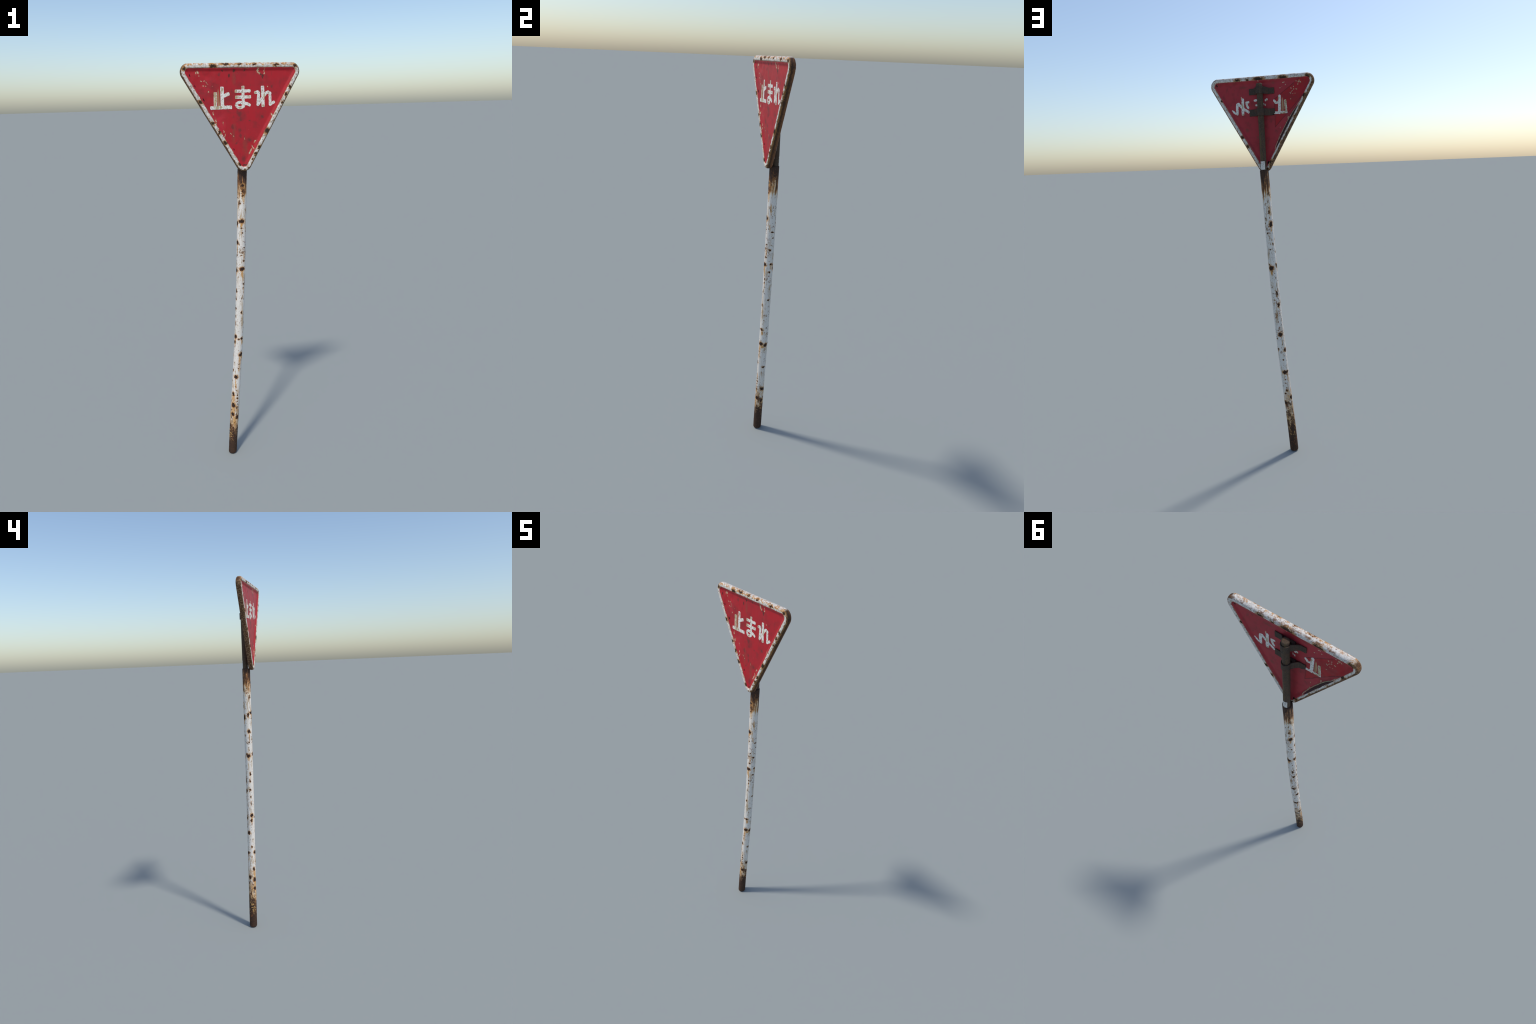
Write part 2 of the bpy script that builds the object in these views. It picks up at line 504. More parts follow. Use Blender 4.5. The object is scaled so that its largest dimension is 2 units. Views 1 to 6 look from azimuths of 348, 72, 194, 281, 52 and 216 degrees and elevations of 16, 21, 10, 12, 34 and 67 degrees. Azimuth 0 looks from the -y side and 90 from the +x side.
RIM_RUST_BACK = [
    (125, 1985, 14, 7, 0), (15, 1984, 24, 10, 0), (-110, 1984, 20, 10, 0), (208, 1892, 7, 7, 0),
    (112, 1706, 8, 8, 0), (85, 1660, 8, 8, 0), (-95, 1672, 9, 9, 0), (-215, 1893, 10, 14, 30), (-40, 1570, 14, 16, 30),
    (-235, 1982, 12, 10, 0), (70, 1985, 6, 6, 0), (-165, 1790, 5, 10, 30), (-10, 1538, 14, 8, 0), (238, 1962, 4, 4, 0),
]


def rim_paint():
    N = Nodes("rusty_white_rim_paint")
    # distance in from the outer edge of the rounded triangle
    c = tri_centres()
    p = N.xyz(N.x, 0.0, N.z)
    best = None
    for a, b in ((0, 1), (1, 2), (2, 0)):
        A = (c[a].x, 0.0, c[a].y)
        d = Vector((c[b].x - c[a].x, 0.0, c[b].y - c[a].y))
        L = d.length
        rel = N.v("SUBTRACT", p, A)
        t = N.m("DIVIDE", N.v("DOT_PRODUCT", rel, tuple(d / L)), L, clamp=True)
        foot = N.v("MULTIPLY", N.xyz(t, t, t), tuple(d))
        q = N.v("LENGTH", N.v("SUBTRACT", rel, foot))
        best = q if best is None else N.m("MINIMUM", best, q)
    inset = N.m("SUBTRACT", CORNER_R, best)
    fine = N.noise(240, 4, 0.65)
    mid = N.noise(75, 4, 0.65, seed=2.0)
    big = N.noise(22, 3, 0.6, seed=6.0)
    P = N.jitter(0.012, 260, 3.0, seed=8.0, base=N.jitter(0.024, 85, 5.0, seed=3.0))
    front = N.step(N.y, -0.018, -0.022)
    back = N.m("SUBTRACT", 1.0, front)
    df = N.ellipses(P, RIM_RUST_FRONT)
    db = N.ellipses(P, RIM_RUST_BACK)
    d = N.m("MINIMUM", N.m("ADD", df, N.m("MULTIPLY", back, 9.0)), N.m("ADD", db, N.m("MULTIPLY", front, 9.0)))
    # paint with grey chalking
    col = N.mix(N.step(mid, 0.42, 0.66, 0, 0.7), WHITE, (0.46, 0.43, 0.38))
    grime = N.mul(N.step(N.noise(120, 5, 0.75, seed=14.0), 0.49, 0.58), N.step(N.noise(30, 3, 0.6, seed=51.0), 0.38, 0.56, 0.15, 1))
    col = N.mix(N.mul(grime, 0.8), col, N.mix(N.step(fine, 0.4, 0.6), (0.17, 0.12, 0.085), (0.34, 0.22, 0.11)))
    lipe = N.m("ADD", inset, N.m("MULTIPLY", N.m("SUBTRACT", mid, 0.5), 0.02))
    col = N.mix(N.mul(N.step(lipe, 0.0165, 0.0215), 0.75), col, N.mix(N.step(fine, 0.4, 0.6), (0.33, 0.18, 0.09), (0.52, 0.40, 0.27)))
    # pinholes
    dist, ra, rb = N.dots(120, seed=3.0)
    pin = N.step(N.m("SUBTRACT", dist, N.m("MULTIPLY_ADD", ra, 0.42, -0.12)), 0.06, -0.04)
    pin = N.mul(pin, N.step(big, 0.40, 0.56, 0.25, 1))
    col = N.mix(N.mul(pin, 0.9), col, N.mix(N.step(rb, 0.3, 0.7), (0.30, 0.12, 0.05), (0.11, 0.06, 0.04)))
    # orange wash from the crown of the top edge down the front lip
    topn = N.step(N.z, 1.970, 1.978)
    crown = N.m("ADD", inset, N.m("MULTIPLY", N.m("SUBTRACT", N.noise(95, 3, 0.6, stretch=(1, 1, 0.35), seed=9.0), 0.5), 0.030))
    band = N.mul(N.step(crown, 0.0115, 0.0085), N.step(crown, -0.001, 0.004), topn, N.step(N.noise(48, 3, 0.6, seed=19.0), 0.42, 0.52), N.step(N.y, -0.016, -0.021, 0.12, 1))
    col = N.mix(N.mul(band, 0.9), col, N.mix(N.step(fine, 0.42, 0.6), (0.58, 0.30, 0.08), (0.28, 0.10, 0.03)))
    # scabs
    edge = N.m("ADD", d, N.m("MULTIPLY", N.m("SUBTRACT", fine, 0.5), 1.1))
    col = N.mix(N.step(edge, 1.75, 1.1, 0, 0.85), col, N.mix(fine, ORANGE, OCHRE))
    col = N.mix(N.step(edge, 1.12, 0.95), col, (0.13, 0.058, 0.026))
    col = N.mix(N.step(edge, 0.9, 0.6), col, DARK)
    # the two slanting edges have lost the paint on their outside
    notop = N.mx(N.step(N.z, 1.9905, 1.984), N.step(N.m("ABSOLUTE", N.x), 0.238, 0.252))
    out = N.m("ADD", inset, N.m("MULTIPLY", N.m("SUBTRACT", mid, 0.5), 0.014))
    right = N.step(N.x, -0.01, 0.03)
    # on the reverse the bare strip is wider along one slanting edge
    wide = N.mul(back, N.step(N.x, -0.015, -0.04))
    out = N.m("SUBTRACT", out, N.m("MULTIPLY", wide, 0.0055))
    bare = N.mul(N.step(out, 0.0062, 0.0046), notop)
    yj = N.m("ADD", N.y, N.m("MULTIPLY", N.m("SUBTRACT", mid, 0.5), 0.012))
    rim_r = N.mix(N.step(yj, -0.0305, -0.0275), (0.25, 0.125, 0.042), (0.062, 0.032, 0.019))
    rim_r = N.mix(N.step(yj, -0.022, -0.016), rim_r, (0.17, 0.075, 0.034))
    rim_l = N.mix(N.mul(N.step(N.noise(170, 4, 0.7, stretch=(1, 0.6, 1), seed=27.0), 0.44, 0.58), N.step(mid, 0.36, 0.5, 0.25, 1)), (0.085, 0.040, 0.020), (0.25, 0.155, 0.085))
    rcol = N.mix(right, rim_l, rim_r)
    rcol = N.mix(N.step(fine, 0.52, 0.72, 0, 0.7), rcol, (0.25, 0.10, 0.035))
    rcol = N.mix(N.step(big, 0.55, 0.70, 0, 0.7), rcol, (0.05, 0.03, 0.02))
    col = N.mix(N.mul(N.step(out, 0.0085, 0.005), notop, 0.5), col, OCHRE)
    col = N.mix(bare, col, rcol)
    brow = N.mul(back, topn, N.step(N.m("ADD", inset, N.m("MULTIPLY", N.m("SUBTRACT", mid, 0.5), 0.018)), 0.0075, 0.005))
    col = N.mix(N.mul(brow, N.step(N.y, -0.017, -0.0135), N.step(N.noise(30, 3, 0.6, seed=37.0), 0.50, 0.60), 0.8), col, N.mix(N.step(fine, 0.42, 0.58), (0.26, 0.11, 0.04), (0.12, 0.055, 0.027)))
    rusty = N.mx(bare, N.step(edge, 1.1, 0.9), pin)
    bump = N.m("ADD", N.m("MULTIPLY", rusty, -0.4), N.m("MULTIPLY", fine, 0.4))
    return N.finish(col, N.m("MULTIPLY_ADD", rusty, 0.3, 0.45), bump, 0.5)


def build_rim(mat):
    path = tri_path(150, 16)
    ns = 28
    rings = []
    yc, yh = (RIM_FRONT + RIM_BACK) / 2, (RIM_BACK - RIM_FRONT) / 2
    for i, (c, n, tag, t) in enumerate(path):
        u = i * 0.0037
        w = RIM_W
        ring = []
        pos = c + n * CORNER_R
        wob = 0.0
        if tag == "left":
            e = sstep(0, 0.08, t) * sstep(1, 0.92, t)
            wob = e * (0.0028 * nz(u * 42, 1.0) + 0.0022 * nz(u * 110, 2.0))
        for j in range(ns):
            a = 2 * math.pi * j / ns
            ca, sa = math.cos(a), math.sin(a)
            ex = 2 / 2.2 if ca > 0 else 2 / 4.5          # round outside, sheer lip inside
            o = w / 2 - (w / 2) * math.copysign(abs(ca) ** ex, ca)     # 0 outside .. w inside
            y = yc - yh * math.copysign(abs(sa) ** ex, sa)
            inner = sstep(0.4, 1.0, o / w)
            if y < yc:
                o += wob * inner
                y += 0.35 * abs(wob) * inner
            o += 0.0004 * nz(pos.x * 90, pos.y * 90, j * 0.4)
            y += 0.0003 * nz(pos.x * 70, pos.y * 70, 7 + j * 0.4)
            o = max(0.0, o) if tag == "top" else o
            q = c + n * (CORNER_R - o)
            ring.append((q.x, y, q.y))
        rings.append(ring)
    return add("rim", loft("rim", rings, closed_path=True), mat, smooth=50)


# ------------------------------------------------------------------ sheet-metal face
STAINS_DARK = [(-31, 1967, 6, 8, 0), (-82, 1966, 5, 4, 20), (-53, 1946, 4.5, 10, 5), (17, 1968, 3, 8, 20),
               (98, 1944, 7, 7, 30), (88, 1951, 9, 4, 30), (110, 1708, 8, 15, 25),
               (5, 1556, 11, 4.5, 0), (97, 1938, 3, 8, 0)]
STAINS_SOFT = [(-12, 1783, 16, 13, 30), (-22, 1797, 5, 9, 30), (94, 1769, 7, 7, 0), (34, 1755, 4, 4, 0),
               (-13, 1713, 9, 12, 20), (29, 1668, 8, 8, 30), (1, 1584, 10, 20, 10), (-97, 1952, 9, 9, 0),
               (-46, 1728, 6, 12, 0), (-6, 1760, 5, 10, 10), (-30, 1655, 8, 8, 0), (-10, 1690, 6, 14, 0),
               (140, 1900, 3, 9, 15)]
SMEARS = [(-32, 1935, 10, 34, 0), (97, 1915, 2, 34, 0), (10, 1640, 14, 50, 0), (-40, 1700, 10, 60, 5)]
CHIPS = [(76.5, 1966, 4.5, 9, 8), (81, 1955, 6, 3, 35), (107, 1953, 3, 4, 0), (105, 1965, 1.6, 9, 10),
         (-190, 1961, 4, 7, -20), (-184, 1947, 2.2, 3, 0), (-177, 1925, 3.2, 2.8, 0), (-164.5, 1926, 2.2, 2.2, 0),
         (-153, 1916, 1.7, 8, -40), (-158, 1904, 3, 1.8, 30), (-169, 1905, 3, 1.8, 0), (-146, 1880, 3, 2.2, 0),
         (-199, 1958, 2, 5, 0), (-82, 1691, 2, 9, 20), (-54, 1699, 2, 4.5, -30), (-42, 1688, 2, 3.5, -30),
         (-120, 1755, 3, 13, -10), (45, 1634, 2.4, 11, -35), (136, 1775, 4, 8, -25), (-88, 1745, 1.5, 6, 0),
         (-86, 1708, 1.8, 5, 0), (34, 1618, 3, 16, 30), (-130, 1790, 2, 8, 0), (55, 1660, 2, 8, 30),
         (8, 1674, 1.4, 4, 0), (-20, 1990, 3, 3, 0), (120, 1898, 1.6, 3, 0)]
SLITS = [(-225, 1949, 1.9, 6.5, -15), (-205, 1904, 1.7, 4.5, -25), (-170, 1847, 2.3, 7.5, -25), (-43, 1628, 1.8, 5, -15)]
BACK_CHIPS = [(-112, 1962, 6, 3, 0), (-122, 1950, 3, 3, 0), (-104, 1941, 2, 2, 0), (-150, 1930, 3, 5, 30), (-163, 1937, 2, 3, 0),
              (-146, 1908, 2, 5, 30), (-176, 1962, 4, 3, 0), (-93, 1936, 2, 3, 0), (108, 1902, 4, 4, 20), (109, 1895, 3, 5, 0),
              (18, 1976, 3, 4, 0)]
BACK_GREEN = [(-22, 1671, 6, 5, 0), (85, 1740, 12, 12, 0), (30, 1700, 10, 8, 0), (-60, 1962, 14, 5, 0), (95, 1948, 20, 6, 0)]


def face_paint():
    N = Nodes("chipped_red_sign_paint")
    fine = N.noise(230, 4, 0.65)
    mid = N.noise(60, 4, 0.62, seed=2.0)
    big = N.noise(9, 3, 0.6, seed=5.0)
    streak = N.noise(70, 3, 0.6, stretch=(1, 1, 0.07), seed=8.0)
    front = N.step(N.y, -0.019, -0.022)
    back = N.m("SUBTRACT", 1.0, front)
    P = N.jitter(0.012, 140, 5.0, seed=3.0)
    Ps = N.jitter(0.026, 70, 5.0, seed=7.0)
    col = N.mix(N.step(big, 0.35, 0.65), RED, (0.37, 0.020, 0.028))
    col = N.mix(N.step(streak, 0.5, 0.75, 0, 0.25), col, (0.31, 0.04, 0.042))
    col = N.mix(N.step(mid, 0.52, 0.75, 0, 0.30), col, (0.46, 0.03, 0.04))
    # scuffed, pinker patch left of the middle, slightly brighter red stripe along the right turned-up edge
    scuff = N.step(N.ellipses(Ps, [(-112, 1768, 42, 22, -25), (-150, 1905, 24, 34, 20), (-95, 1735, 20, 30, 0)]), 1.3, 0.2)
    col = N.mix(N.mul(scuff, 0.45, front), col, (0.54, 0.030, 0.048))
    dr = N.m("SUBTRACT", INR, N.m("SUBTRACT", N.m("MULTIPLY", N.x, 0.866), N.m("MULTIPLY", N.m("SUBTRACT", N.z, MID_Z), 0.5)))
    dr = N.m("ADD", dr, N.m("MULTIPLY", N.m("SUBTRACT", mid, 0.5), 0.004))
    stripe = N.mul(N.step(dr, 0.034, 0.031), N.step(mid, 0.35, 0.5), front)
    col = N.mix(N.mul(stripe, 0.25), col, (0.48, 0.022, 0.032))
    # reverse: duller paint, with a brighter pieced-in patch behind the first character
    col = N.mix(N.mul(back, 0.55), col, (0.36, 0.044, 0.055))
    u1 = N.m("ADD", N.m("MULTIPLY", N.m("ADD", N.x, 0.080), 0.60), N.m("MULTIPLY", N.m("SUBTRACT", N.z, 1.896), 0.85))
    u2 = N.m("ADD", N.x, 0.0625)
    u3 = N.m("ADD", N.m("MULTIPLY", N.m("ADD", N.x, 0.0694), -0.71), N.m("MULTIPLY", N.m("SUBTRACT", N.z, 1.7555), -0.71))
    edge = N.m("ADD", N.mx(u1, u2, u3), N.m("MULTIPLY", N.m("SUBTRACT", mid, 0.5), 0.006))
    patch = N.mul(N.step(edge, 0.0012, -0.0012), back)
    col = N.mix(N.mul(patch, 0.8), col, (0.37, 0.013, 0.017))
    seam = N.mul(N.step(N.m("ABSOLUTE", edge), 0.0026, 0.0004), back, N.step(mid, 0.3, 0.45, 0.35, 1))
    col = N.mix(N.mul(seam, 0.75), col, (0.06, 0.012, 0.016))
    col = N.mix(N.mul(N.step(N.noise(19, 5, 0.7, seed=23.0), 0.46, 0.68), 0.6), col, (0.20, 0.026, 0.028))
    col = N.mix(N.mul(N.step(N.noise(55, 5, 0.7, stretch=(1, 1, 0.5), seed=71.0), 0.56, 0.70), 0.55), col, (0.12, 0.035, 0.03))
    # stains
    s = N.mul(N.step(N.ellipses(Ps, SMEARS), 1.2, 0.3), front)
    col = N.mix(N.mul(s, 0.30), col, (0.15, 0.075, 0.045))
    s = N.mul(N.step(N.ellipses(Ps, STAINS_SOFT), 1.25, 0.35), front, N.step(fine, 0.3, 0.55, 0.5, 1))
    col = N.mix(N.mul(s, 0.62), col, (0.085, 0.035, 0.032))
    s = N.mul(N.step(N.ellipses(P, STAINS_DARK), 1.2, 0.6), front)
    col = N.mix(N.mul(s, 0.85), col, (0.065, 0.028, 0.022))
    s = N.mul(N.step(N.ellipses(Ps, BACK_GREEN), 1.3, 0.3), back)
    col = N.mix(N.mul(s, 0.4), col, (0.09, 0.055, 0.035))
    # brown run-off beside the first character
    run = N.ellipses(N.jitter(0.002, 150, 2.0, seed=9.0), [(-103, 1850, 6.5, 42, 0)])
    run = N.mul(N.step(run, 1.1, 0.7), N.step(N.z, 1.808, 1.812))
    col = N.mix(N.mul(run, N.step(streak, 0.25, 0.6, 0.4, 1)), col, N.mix(N.step(streak, 0.4, 0.6), (0.26, 0.08, 0.04), (0.46, 0.30, 0.16)))
    # chips down to the cream primer, with brown edges
    dch = N.ellipses(P, CHIPS)
    ch = N.m("ADD", dch, N.m("MULTIPLY", N.m("SUBTRACT", fine, 0.5), 1.7))
    both = N.mx(front, N.step(N.x, -0.06, -0.08))
    chip = N.mul(N.step(ch, 1.05, 0.7), both, N.step(mid, 0.32, 0.48, 0.55, 1))
    dcb = N.ellipses(P, BACK_CHIPS)
    chipb = N.mul(N.step(N.m("ADD", dcb, N.m("MULTIPLY", N.m("SUBTRACT", fine, 0.5), 1.3)), 0.9, 0.6), back)
    col = N.mix(N.mul(N.step(ch, 1.9, 1.1), both, 0.45), col, (0.30, 0.09, 0.05))
    col = N.mix(N.mx(chip, chipb), col, N.mix(N.step(fine, 0.45, 0.6), (0.58, 0.44, 0.30), (0.40, 0.22, 0.12)))
    # random fleck scratches
    dist, ra, rb = N.dots(70, (1, 1, 0.5), seed=4.0)
    fl = N.mul(N.step(N.m("SUBTRACT", dist, N.m("MULTIPLY_ADD", ra, 0.25, -0.18)), 0.04, -0.03), N.step(big, 0.5, 0.6))
    col = N.mix(N.mul(fl, 0.7), col, (0.50, 0.25, 0.16))
    # rust bleeding in from under the rim
    m3 = N.m("SUBTRACT", INR, N.mx(N.m("SUBTRACT", N.z, MID_Z),
         N.m("SUBTRACT", N.m("MULTIPLY", N.m("ABSOLUTE", N.x), 0.866), N.m("MULTIPLY", N.m("SUBTRACT", N.z, MID_Z), 0.5))))
    bleed = N.m("ADD", m3, N.m("MULTIPLY", N.m("SUBTRACT", mid, 0.5), 0.022))
    col = N.mix(N.mul(N.step(bleed, 0.0235, 0.0195), 0.6), col, (0.30, 0.13, 0.07))
    slit = N.mul(N.step(N.ellipses(N.P, SLITS), 1.15, 0.85), front)
    col = N.mix(slit, col, (0.006, 0.004, 0.004))
    hole = N.mul(N.step(N.ellipses(N.P, [(-56, 1817, 6.5, 11, 0), (236, 1967, 3, 6, 25), (-22, 1572, 7, 9, 0)]), 1.1, 0.85), back)
    col = N.mix(hole, col, (0.005, 0.004, 0.004))
    rusty = N.mx(chip, chipb)
    bump = N.m("ADD", N.m("MULTIPLY", N.mx(rusty, slit), -0.6), N.m("MULTIPLY", mid, 0.25))
    return N.finish(col, N.m("MULTIPLY_ADD", mid, 0.25, 0.34), bump, 0.35)


def build_panel(mat):
    path = tri_path(90, 8)
    n = len(path)
    rings_n = 70
    verts, faces = [], []
    centre = Vector((MID_X, MID_Z))
    rim_pts = [c + nn * (CORNER_R - 0.010) for c, nn, _, _ in path]
    for face in (-1, 1):
        base = len(verts)
        verts.append((centre.x, sheet_y(centre.x, centre.y, face), centre.y))
        for k in range(1, rings_n + 1):
            for p in rim_pts:
                q = centre.lerp(p, k / rings_n)
                verts.append((q.x, sheet_y(q.x, q.y, face), q.y))
        for j in range(n):
            a, b = base + 1 + j, base + 1 + (j + 1) % n
            faces.append((base, a, b))
            for k in range(rings_n - 1):
                r0, r1 = base + 1 + k * n, base + 1 + (k + 1) * n
                faces.append((r0 + j, r1 + j, r1 + (j + 1) % n, r0 + (j + 1) % n))
    half = len(verts) // 2
    o0, o1 = 1 + (rings_n - 1) * n, half + 1 + (rings_n - 1) * n
    for j in range(n):
        k = (j + 1) % n
        faces.append((o0 + j, o1 + j, o1 + k, o0 + k))
    return add("sign_panel", mesh_from("sign_panel", verts, faces), mat, smooth=40)


# ------------------------------------------------------------------ painted characters
# strokes: list of points (mm) and brush width (mm)
STOP = [([(-117.5, 1871), (-119, 1814)], 14.5), ([(-86.5, 1893), (-87.8, 1813)], 15.5),
        ([(-85, 1860), (-61, 1869)], 15), ([(-135, 1812), (-52.5, 1813)], 15)]
MA = [([(7.5, 1896), (6.8, 1816)], 13.5), ([(-23, 1880.5), (35, 1881)], 13.5), ([(-22.5, 1855), (36, 1855.5)], 13.5),
      ([(-7.8 + 17 * math.cos(t * 0.5236), 1821.5 + 11.5 * math.sin(t * 0.5236)) for t in range(13)], 12.5),
      ([(9.8, 1829), (22, 1827.3), (34.5, 1821)], 13)]
RE = [([(96.7, 1894.5), (97.4, 1818)], 14.5),
      ([(64, 1873.5), (74, 1876), (78.3, 1872), (73.5, 1821), (94, 1848.8), (110, 1869), (121, 1874.5), (130, 1869),
        (130.1, 1821), (146.5, 1830)], 12.8)]
STOP_REV = [([(-118.5, 1873), (-121, 1819)], 12), ([(-89.8, 1897), (-86.8, 1817)], 14),
            ([(-62, 1877), (-71, 1865), (-84, 1869)], 11), ([(-62, 1818), (-122, 1818)], 12)]
MA_REV = [([(39, 1883), (31, 1884)], 11), ([(-25, 1885), (-18, 1882)], 10), ([(33, 1860), (29, 1860)], 9),
          ([(-8.4, 1867), (-9, 1861)], 4.5), ([(-15.5, 1862), (-16, 1856)], 4.5)]
RE_REV = [([(101.8, 1891), (104, 1820)], 13.5), ([(73, 1877), (83, 1876), (82, 1866), (75, 1850)], 11),
          ([(134, 1823), (132.5, 1867), (126, 1872), (103, 1848), (74, 1829)], 12.5), ([(157, 1838), (143, 1824)], 9)]


def letter_paint():
    N = Nodes("flaking_white_letter_paint")
    fine = N.noise(260, 4, 0.6)
    mid = N.noise(80, 3, 0.6, seed=2.0)
    col = N.mix(N.step(mid, 0.45, 0.7, 0, 0.5), (0.75, 0.72, 0.67), (0.64, 0.58, 0.45))
    dist, ra, rb = N.dots(190, seed=2.0)
    pin = N.step(N.m("SUBTRACT", dist, N.m("MULTIPLY_ADD", ra, 0.55, -0.14)), 0.07, -0.04)
    pin = N.mul(pin, N.step(mid, 0.34, 0.50, 0.3, 1))
    col = N.mix(N.mul(N.step(N.noise(140, 4, 0.7, seed=31.0), 0.52, 0.62), 0.8), col, (0.42, 0.31, 0.20))
    col = N.mix(N.mul(pin, 0.85), col, N.mix(rb, (0.30, 0.09, 0.07), (0.16, 0.11, 0.07)))
    # brown discolouration: tops of the strokes, left of the first characters
    P = N.jitter(0.008, 90, 3.0, seed=5.0)
    tan = N.ellipses(P, [(-121, 1868, 9, 16, 0), (-118, 1838, 6, 26, 8), (-85, 1888, 5, 7, 0), (-110, 1812, 9, 9, 0), (-95, 1814, 5, 6, 0),
                         (7, 1897, 6, 7, 0), (-24, 1855, 9, 7, 0), (-26, 1879, 7, 6, 0), (63, 1873, 5, 5, 0), (104, 1858, 3.5, 14, 0),
                         (-8, 1810, 8, 4, 0), (98, 1816, 6, 5, 0), (34, 1856, 3, 3, 0)])
    t = N.step(N.m("ADD", tan, N.m("MULTIPLY", N.m("SUBTRACT", fine, 0.5), 1.3)), 1.3, 0.6)
    col = N.mix(N.mul(t, 0.9), col, N.mix(N.step(fine, 0.45, 0.62), (0.50, 0.40, 0.22), (0.20, 0.12, 0.06)))
    return N.finish(col, 0.5, fine, 0.25)


def seg_dist(px, pz, a, b):
    dx, dz = b[0] - a[0], b[1] - a[1]
    L2 = dx * dx + dz * dz
    t = 0 if L2 == 0 else max(0, min(1, ((px - a[0]) * dx + (pz - a[1]) * dz) / L2))
    return math.hypot(px - a[0] - t * dx, pz - a[1] - t * dz)


def bar_dist(px, pz, a, b, r):
    """like seg_dist, but the stroke ends are nearly square"""
    dx, dz = b[0] - a[0], b[1] - a[1]
    L = math.hypot(dx, dz)
    ux, uz = dx / L, dz / L
    s = (px - a[0]) * ux + (pz - a[1]) * uz
    side = abs((pz - a[1]) * ux - (px - a[0]) * uz)
    over = max(-s, s - L, 0.0)
    return (side ** 5 + over ** 5) ** 0.2


def build_character(strokes, mat, face, chip=1.0, cell=0.8, square=True):
    """brush strokes turned into one flat plate with ragged edges, laid on the dented sheet"""
    segs = [(a, b, w / 2, square and len(pts) == 2) for pts, w in strokes for a, b in zip(pts, pts[1:])]
    xs = [p[0] for pts, w in strokes for p in pts]
    zs = [p[1] for pts, w in strokes for p in pts]
    x0, x1, z0, z1 = min(xs) - 11, max(xs) + 11, min(zs) - 11, max(zs) + 11
    nx, nzc = int((x1 - x0) / cell) + 1, int((z1 - z0) / cell) + 1

    def field(i, j):
        x, z = x0 + i * cell, z0 + j * cell
        f = max(r - (bar_dist(x, z, a, b, r) if bar else seg_dist(x, z, a, b)) for a, b, r, bar in segs)
        if -3 < f < 3:
            f += chip * (0.9 * nz(x * 0.16, z * 0.16, 1.0) + 1.2 * nz(x * 0.42, z * 0.42, 3.0))
        return f
    F = [[field(i, j) for j in range(nzc + 1)] for i in range(nx + 1)]
    bm = bmesh.new()
    cache = {}

    def vert(key, x, z):
        if key not in cache:
            X, Z = x * MM, z * MM
            y = sheet_y(X, Z, face) + 0.0005 * face
            cache[key] = bm.verts.new((X, y, Z))
        return cache[key]
    for i in range(nx):
        for j in range(nzc):
            cor = [(i, j), (i + 1, j), (i + 1, j + 1), (i, j + 1)]
            val = [F[a][b] for a, b in cor]
            if max(val) <= 0:
                continue
            poly = []
            for k in range(4):
                (a, b), (c, d) = cor[k], cor[(k + 1) % 4]
                va, vb = val[k], val[(k + 1) % 4]
                if va > 0:
                    poly.append(vert((a, b), x0 + a * cell, z0 + b * cell))
                if (va > 0) != (vb > 0):
                    t = va / (va - vb)
                    key = tuple(sorted(((a, b), (c, d))))
                    poly.append(vert(key, x0 + (a + (c - a) * t) * cell, z0 + (b + (d - b) * t) * cell))
            if len(poly) >= 3:
                try:
                    bm.faces.new(poly)
                except ValueError:
                    pass
    r = bmesh.ops.extrude_face_region(bm, geom=bm.faces[:])
    bmesh.ops.translate(bm, vec=(0, 0.0008 * -face * 1.0, 0), verts=[v for v in r["geom"] if isinstance(v, bmesh.types.BMVert)])
    bmesh.ops.recalc_face_normals(bm, faces=bm.faces)
    me = bpy.data.meshes.new("painted_character")
    bm.to_mesh(me)
    bm.free()
    return add("painted_character", me, mat)


# ------------------------------------------------------------------ clamps behind the sign
def strap_path(z, tip_l, tip_r):
    """plan of an omega strap: flange, shoulder, half turn round the tube, shoulder, flange"""
    tx = tube_x(z)
    R = TUBE_R + 0.0020
    yb = PANEL_BACK + 0.0024
    pts = [(tip_l, yb), (0.052, yb), (0.0405, yb + 0.0008), (0.034, yb + 0.0045), (0.028, yb + 0.011), (0.0225, 0.0065)]
    pts += [(tx + R * math.cos(math.radians(a)), TUBE_Y + (R + 0.0013) * math.sin(math.radians(a))) for a in range(-8, 189, 14)]
    pts += [(-0.0205, 0.0060), (-0.0265, yb + 0.010), (-0.033, yb + 0.0045), (-0.0395, yb + 0.0008), (-0.050, yb), (tip_r, yb)]
    return pts


def build_strap(name, z_lo, z_hi, wing_lo, wing_hi, tip_l, tip_r, mat, snip):
    pts = [Vector(p) for p in strap_path((z_lo + z_hi) / 2, tip_l, tip_r)]
    # densify
    fine = []
    for a, b in zip(pts, pts[1:]):
        k = max(1, int((b - a).length / 0.003))
        fine += [a.lerp(b, i / k) for i in range(k)]
    fine.append(pts[-1])
    rings = []
    for i, p in enumerate(fine):
        d = (fine[min(i + 1, len(fine) - 1)] - fine[max(i - 1, 0)]).normalized()
        n = Vector((-d.y, d.x))
        w = sstep(0.020, 0.045, abs(p.x - tube_x(z_hi)))
        lo = z_lo + (wing_lo - z_lo) * w + 0.0007 * nz(p.x * 90, z_lo * 9)
        hi = z_hi + (wing_hi - z_hi) * w + 0.0007 * nz(p.x * 90, z_hi * 9)
        if snip and p.x < -0.051:
            lo += (-0.051 - p.x) * 0.9
        th = 0.0019
        c = 0.0007
        sec = [(-th, lo + c), (-th + c, lo), (th - c, lo), (th, lo + c), (th, hi - c), (th - c, hi), (-th + c, hi), (-th, hi - c)]
        rings.append([(p.x + n.x * o, p.y + n.y * o, z) for o, z in sec])
    return add(name, loft(name, rings), mat, smooth=35)


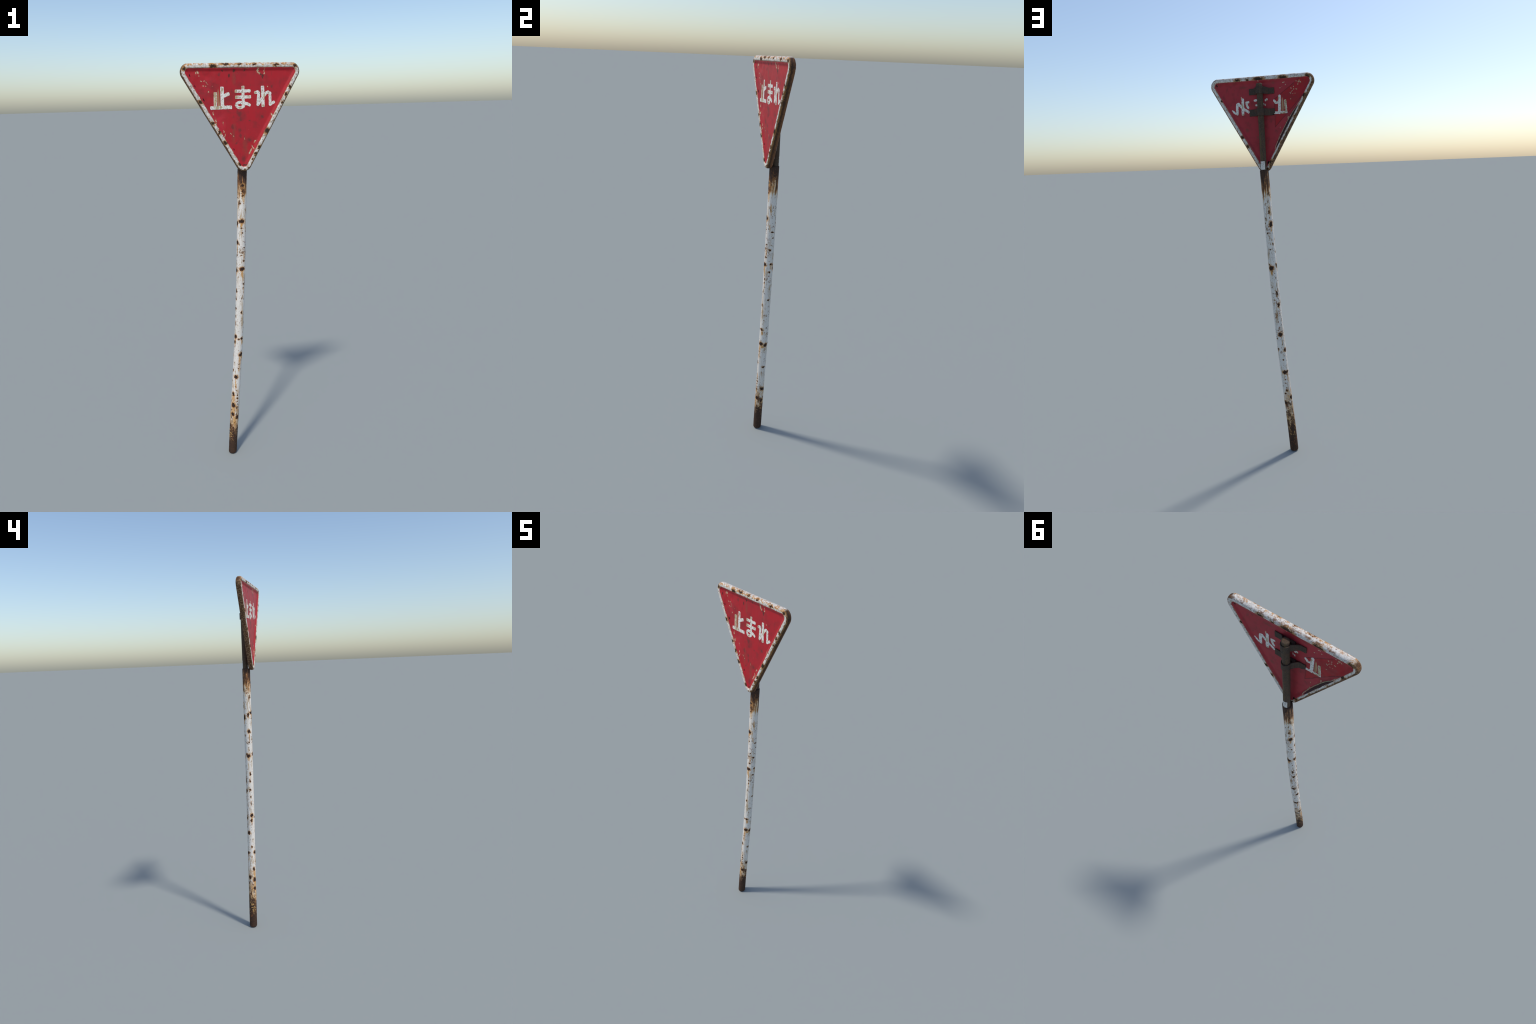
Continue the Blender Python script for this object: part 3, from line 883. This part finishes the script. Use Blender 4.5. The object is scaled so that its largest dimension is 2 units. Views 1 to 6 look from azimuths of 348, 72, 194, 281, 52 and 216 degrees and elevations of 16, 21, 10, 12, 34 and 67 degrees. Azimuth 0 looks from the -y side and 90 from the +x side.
def build_dark_bar(z_lo, z_hi, mat):
    """dark flat bar between tube and sheet, level with the strap"""
    me = bpy.data.meshes.new("dark_bar_behind_tube")
    bm = bmesh.new()
    bmesh.ops.create_cube(bm, size=1.0)
    bmesh.ops.scale(bm, vec=(0.050, 0.0125, z_hi - z_lo), verts=bm.verts)
    bmesh.ops.translate(bm, vec=(tube_x(z_lo), PANEL_BACK + 0.0070, (z_lo + z_hi) / 2), verts=bm.verts)
    bmesh.ops.bevel(bm, geom=bm.edges[:], offset=0.0015, segments=2, affect="EDGES")
    bm.to_mesh(me)
    bm.free()
    return add("dark_bar_behind_tube", me, mat, smooth=40)


def build_peeled_lip():
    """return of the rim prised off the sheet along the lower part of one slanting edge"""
    N = Nodes("peeled_lip_steel")
    f = N.noise(150, 4, 0.6)
    mat = N.finish(N.mix(N.step(f, 0.4, 0.65), (0.42, 0.33, 0.21), (0.22, 0.14, 0.08)), 0.6, f, 0.3)
    c = tri_centres()
    n = Vector((math.cos(math.radians(-150)), math.sin(math.radians(-150))))
    rings = []
    k = 60
    for i in range(k + 1):
        t = i / k
        s = 0.205 + 0.56 * t
        p = c[2].lerp(c[0], s)
        lift = math.sin(math.pi * min(1, t * 1.15) if t * 1.15 < 1 else math.pi) ** 0.5 if 0 < t < 0.87 else 0.0
        o = 0.0228 + 0.0098 * lift + 0.0007 * nz(t * 9, 1.0)
        q = p + n * (CORNER_R - o)
        y = sheet_y(q.x, q.y, 1) + 0.0010 * lift
        ring = []
        for a in range(8):
            w = 2 * math.pi * a / 8
            ring.append((q.x - n.x * 0.0019 * math.cos(w), y + 0.0017 * math.sin(w) - 0.0008, q.y - n.y * 0.0019 * math.cos(w)))
        rings.append(ring)
    ob = add("peeled_lip", loft("peeled_lip", rings), mat, smooth=60)
    # dark gap behind it
    N = Nodes("dark_gap_tint")
    f = N.noise(120, 3, 0.6)
    dark = N.finish(N.mix(f, (0.035, 0.016, 0.018), (0.07, 0.035, 0.032)), 0.8)
    verts, faces = [], []
    for i in range(k + 1):
        t = i / k
        p = c[2].lerp(c[0], 0.225 + 0.50 * t)
        e = math.sin(math.pi * t) ** 0.5 if 0 < t < 1 else 0
        hi_o = 0.0205 + 0.0098 * e + 0.0006 * nz(t * 14, 3.0)
        for o in [0.0185 + (hi_o - 0.0185) * g / 6 for g in range(7)]:
            q = p + n * (CORNER_R - o)
            for y in (PANEL_BACK - 0.002, sheet_y(q.x, q.y, 1) + 0.0007):
                verts.append((q.x, y, q.y))
    for i in range(k):
        a, b = i * 14, i * 14 + 14
        for g in range(6):
            u = 2 * g
            faces += [(a + u + 1, a + u + 3, b + u + 3, b + u + 1), (a + u + 2, a + u, b + u, b + u + 2)]
        faces += [(a, a + 1, b + 1, b), (a + 13, a + 12, b + 12, b + 13)]
    add("dark_gap_strip", mesh_from("dark_gap_strip", verts, faces), dark, smooth=40)
    return ob


# ------------------------------------------------------------------ assemble
build_post()
build_tube()
build_panel(face_paint())
build_rim(rim_paint())
letters = letter_paint()
for strokes in (STOP, MA, RE):
    build_character(strokes, letters, -1, 1.0)
for strokes in (STOP_REV, MA_REV, RE_REV):
    build_character(strokes, letters, 1, 1.4, square=False)
strap_mat = steel("rusty_strap_steel", (0.048, 0.034, 0.025), (0.105, 0.046, 0.028), 0.2)
build_strap("clamp_strap", 1.9105, 1.9455, 1.9106, 1.9400, 0.0662, -0.0640, strap_mat, False)
build_strap("clamp_strap", 1.8058, 1.8405, 1.8060, 1.8390, 0.0674, -0.0640, strap_mat, True)
build_dark_bar(1.915, 1.940, strap_mat)
build_dark_bar(1.811, 1.836, strap_mat)
build_peeled_lip()
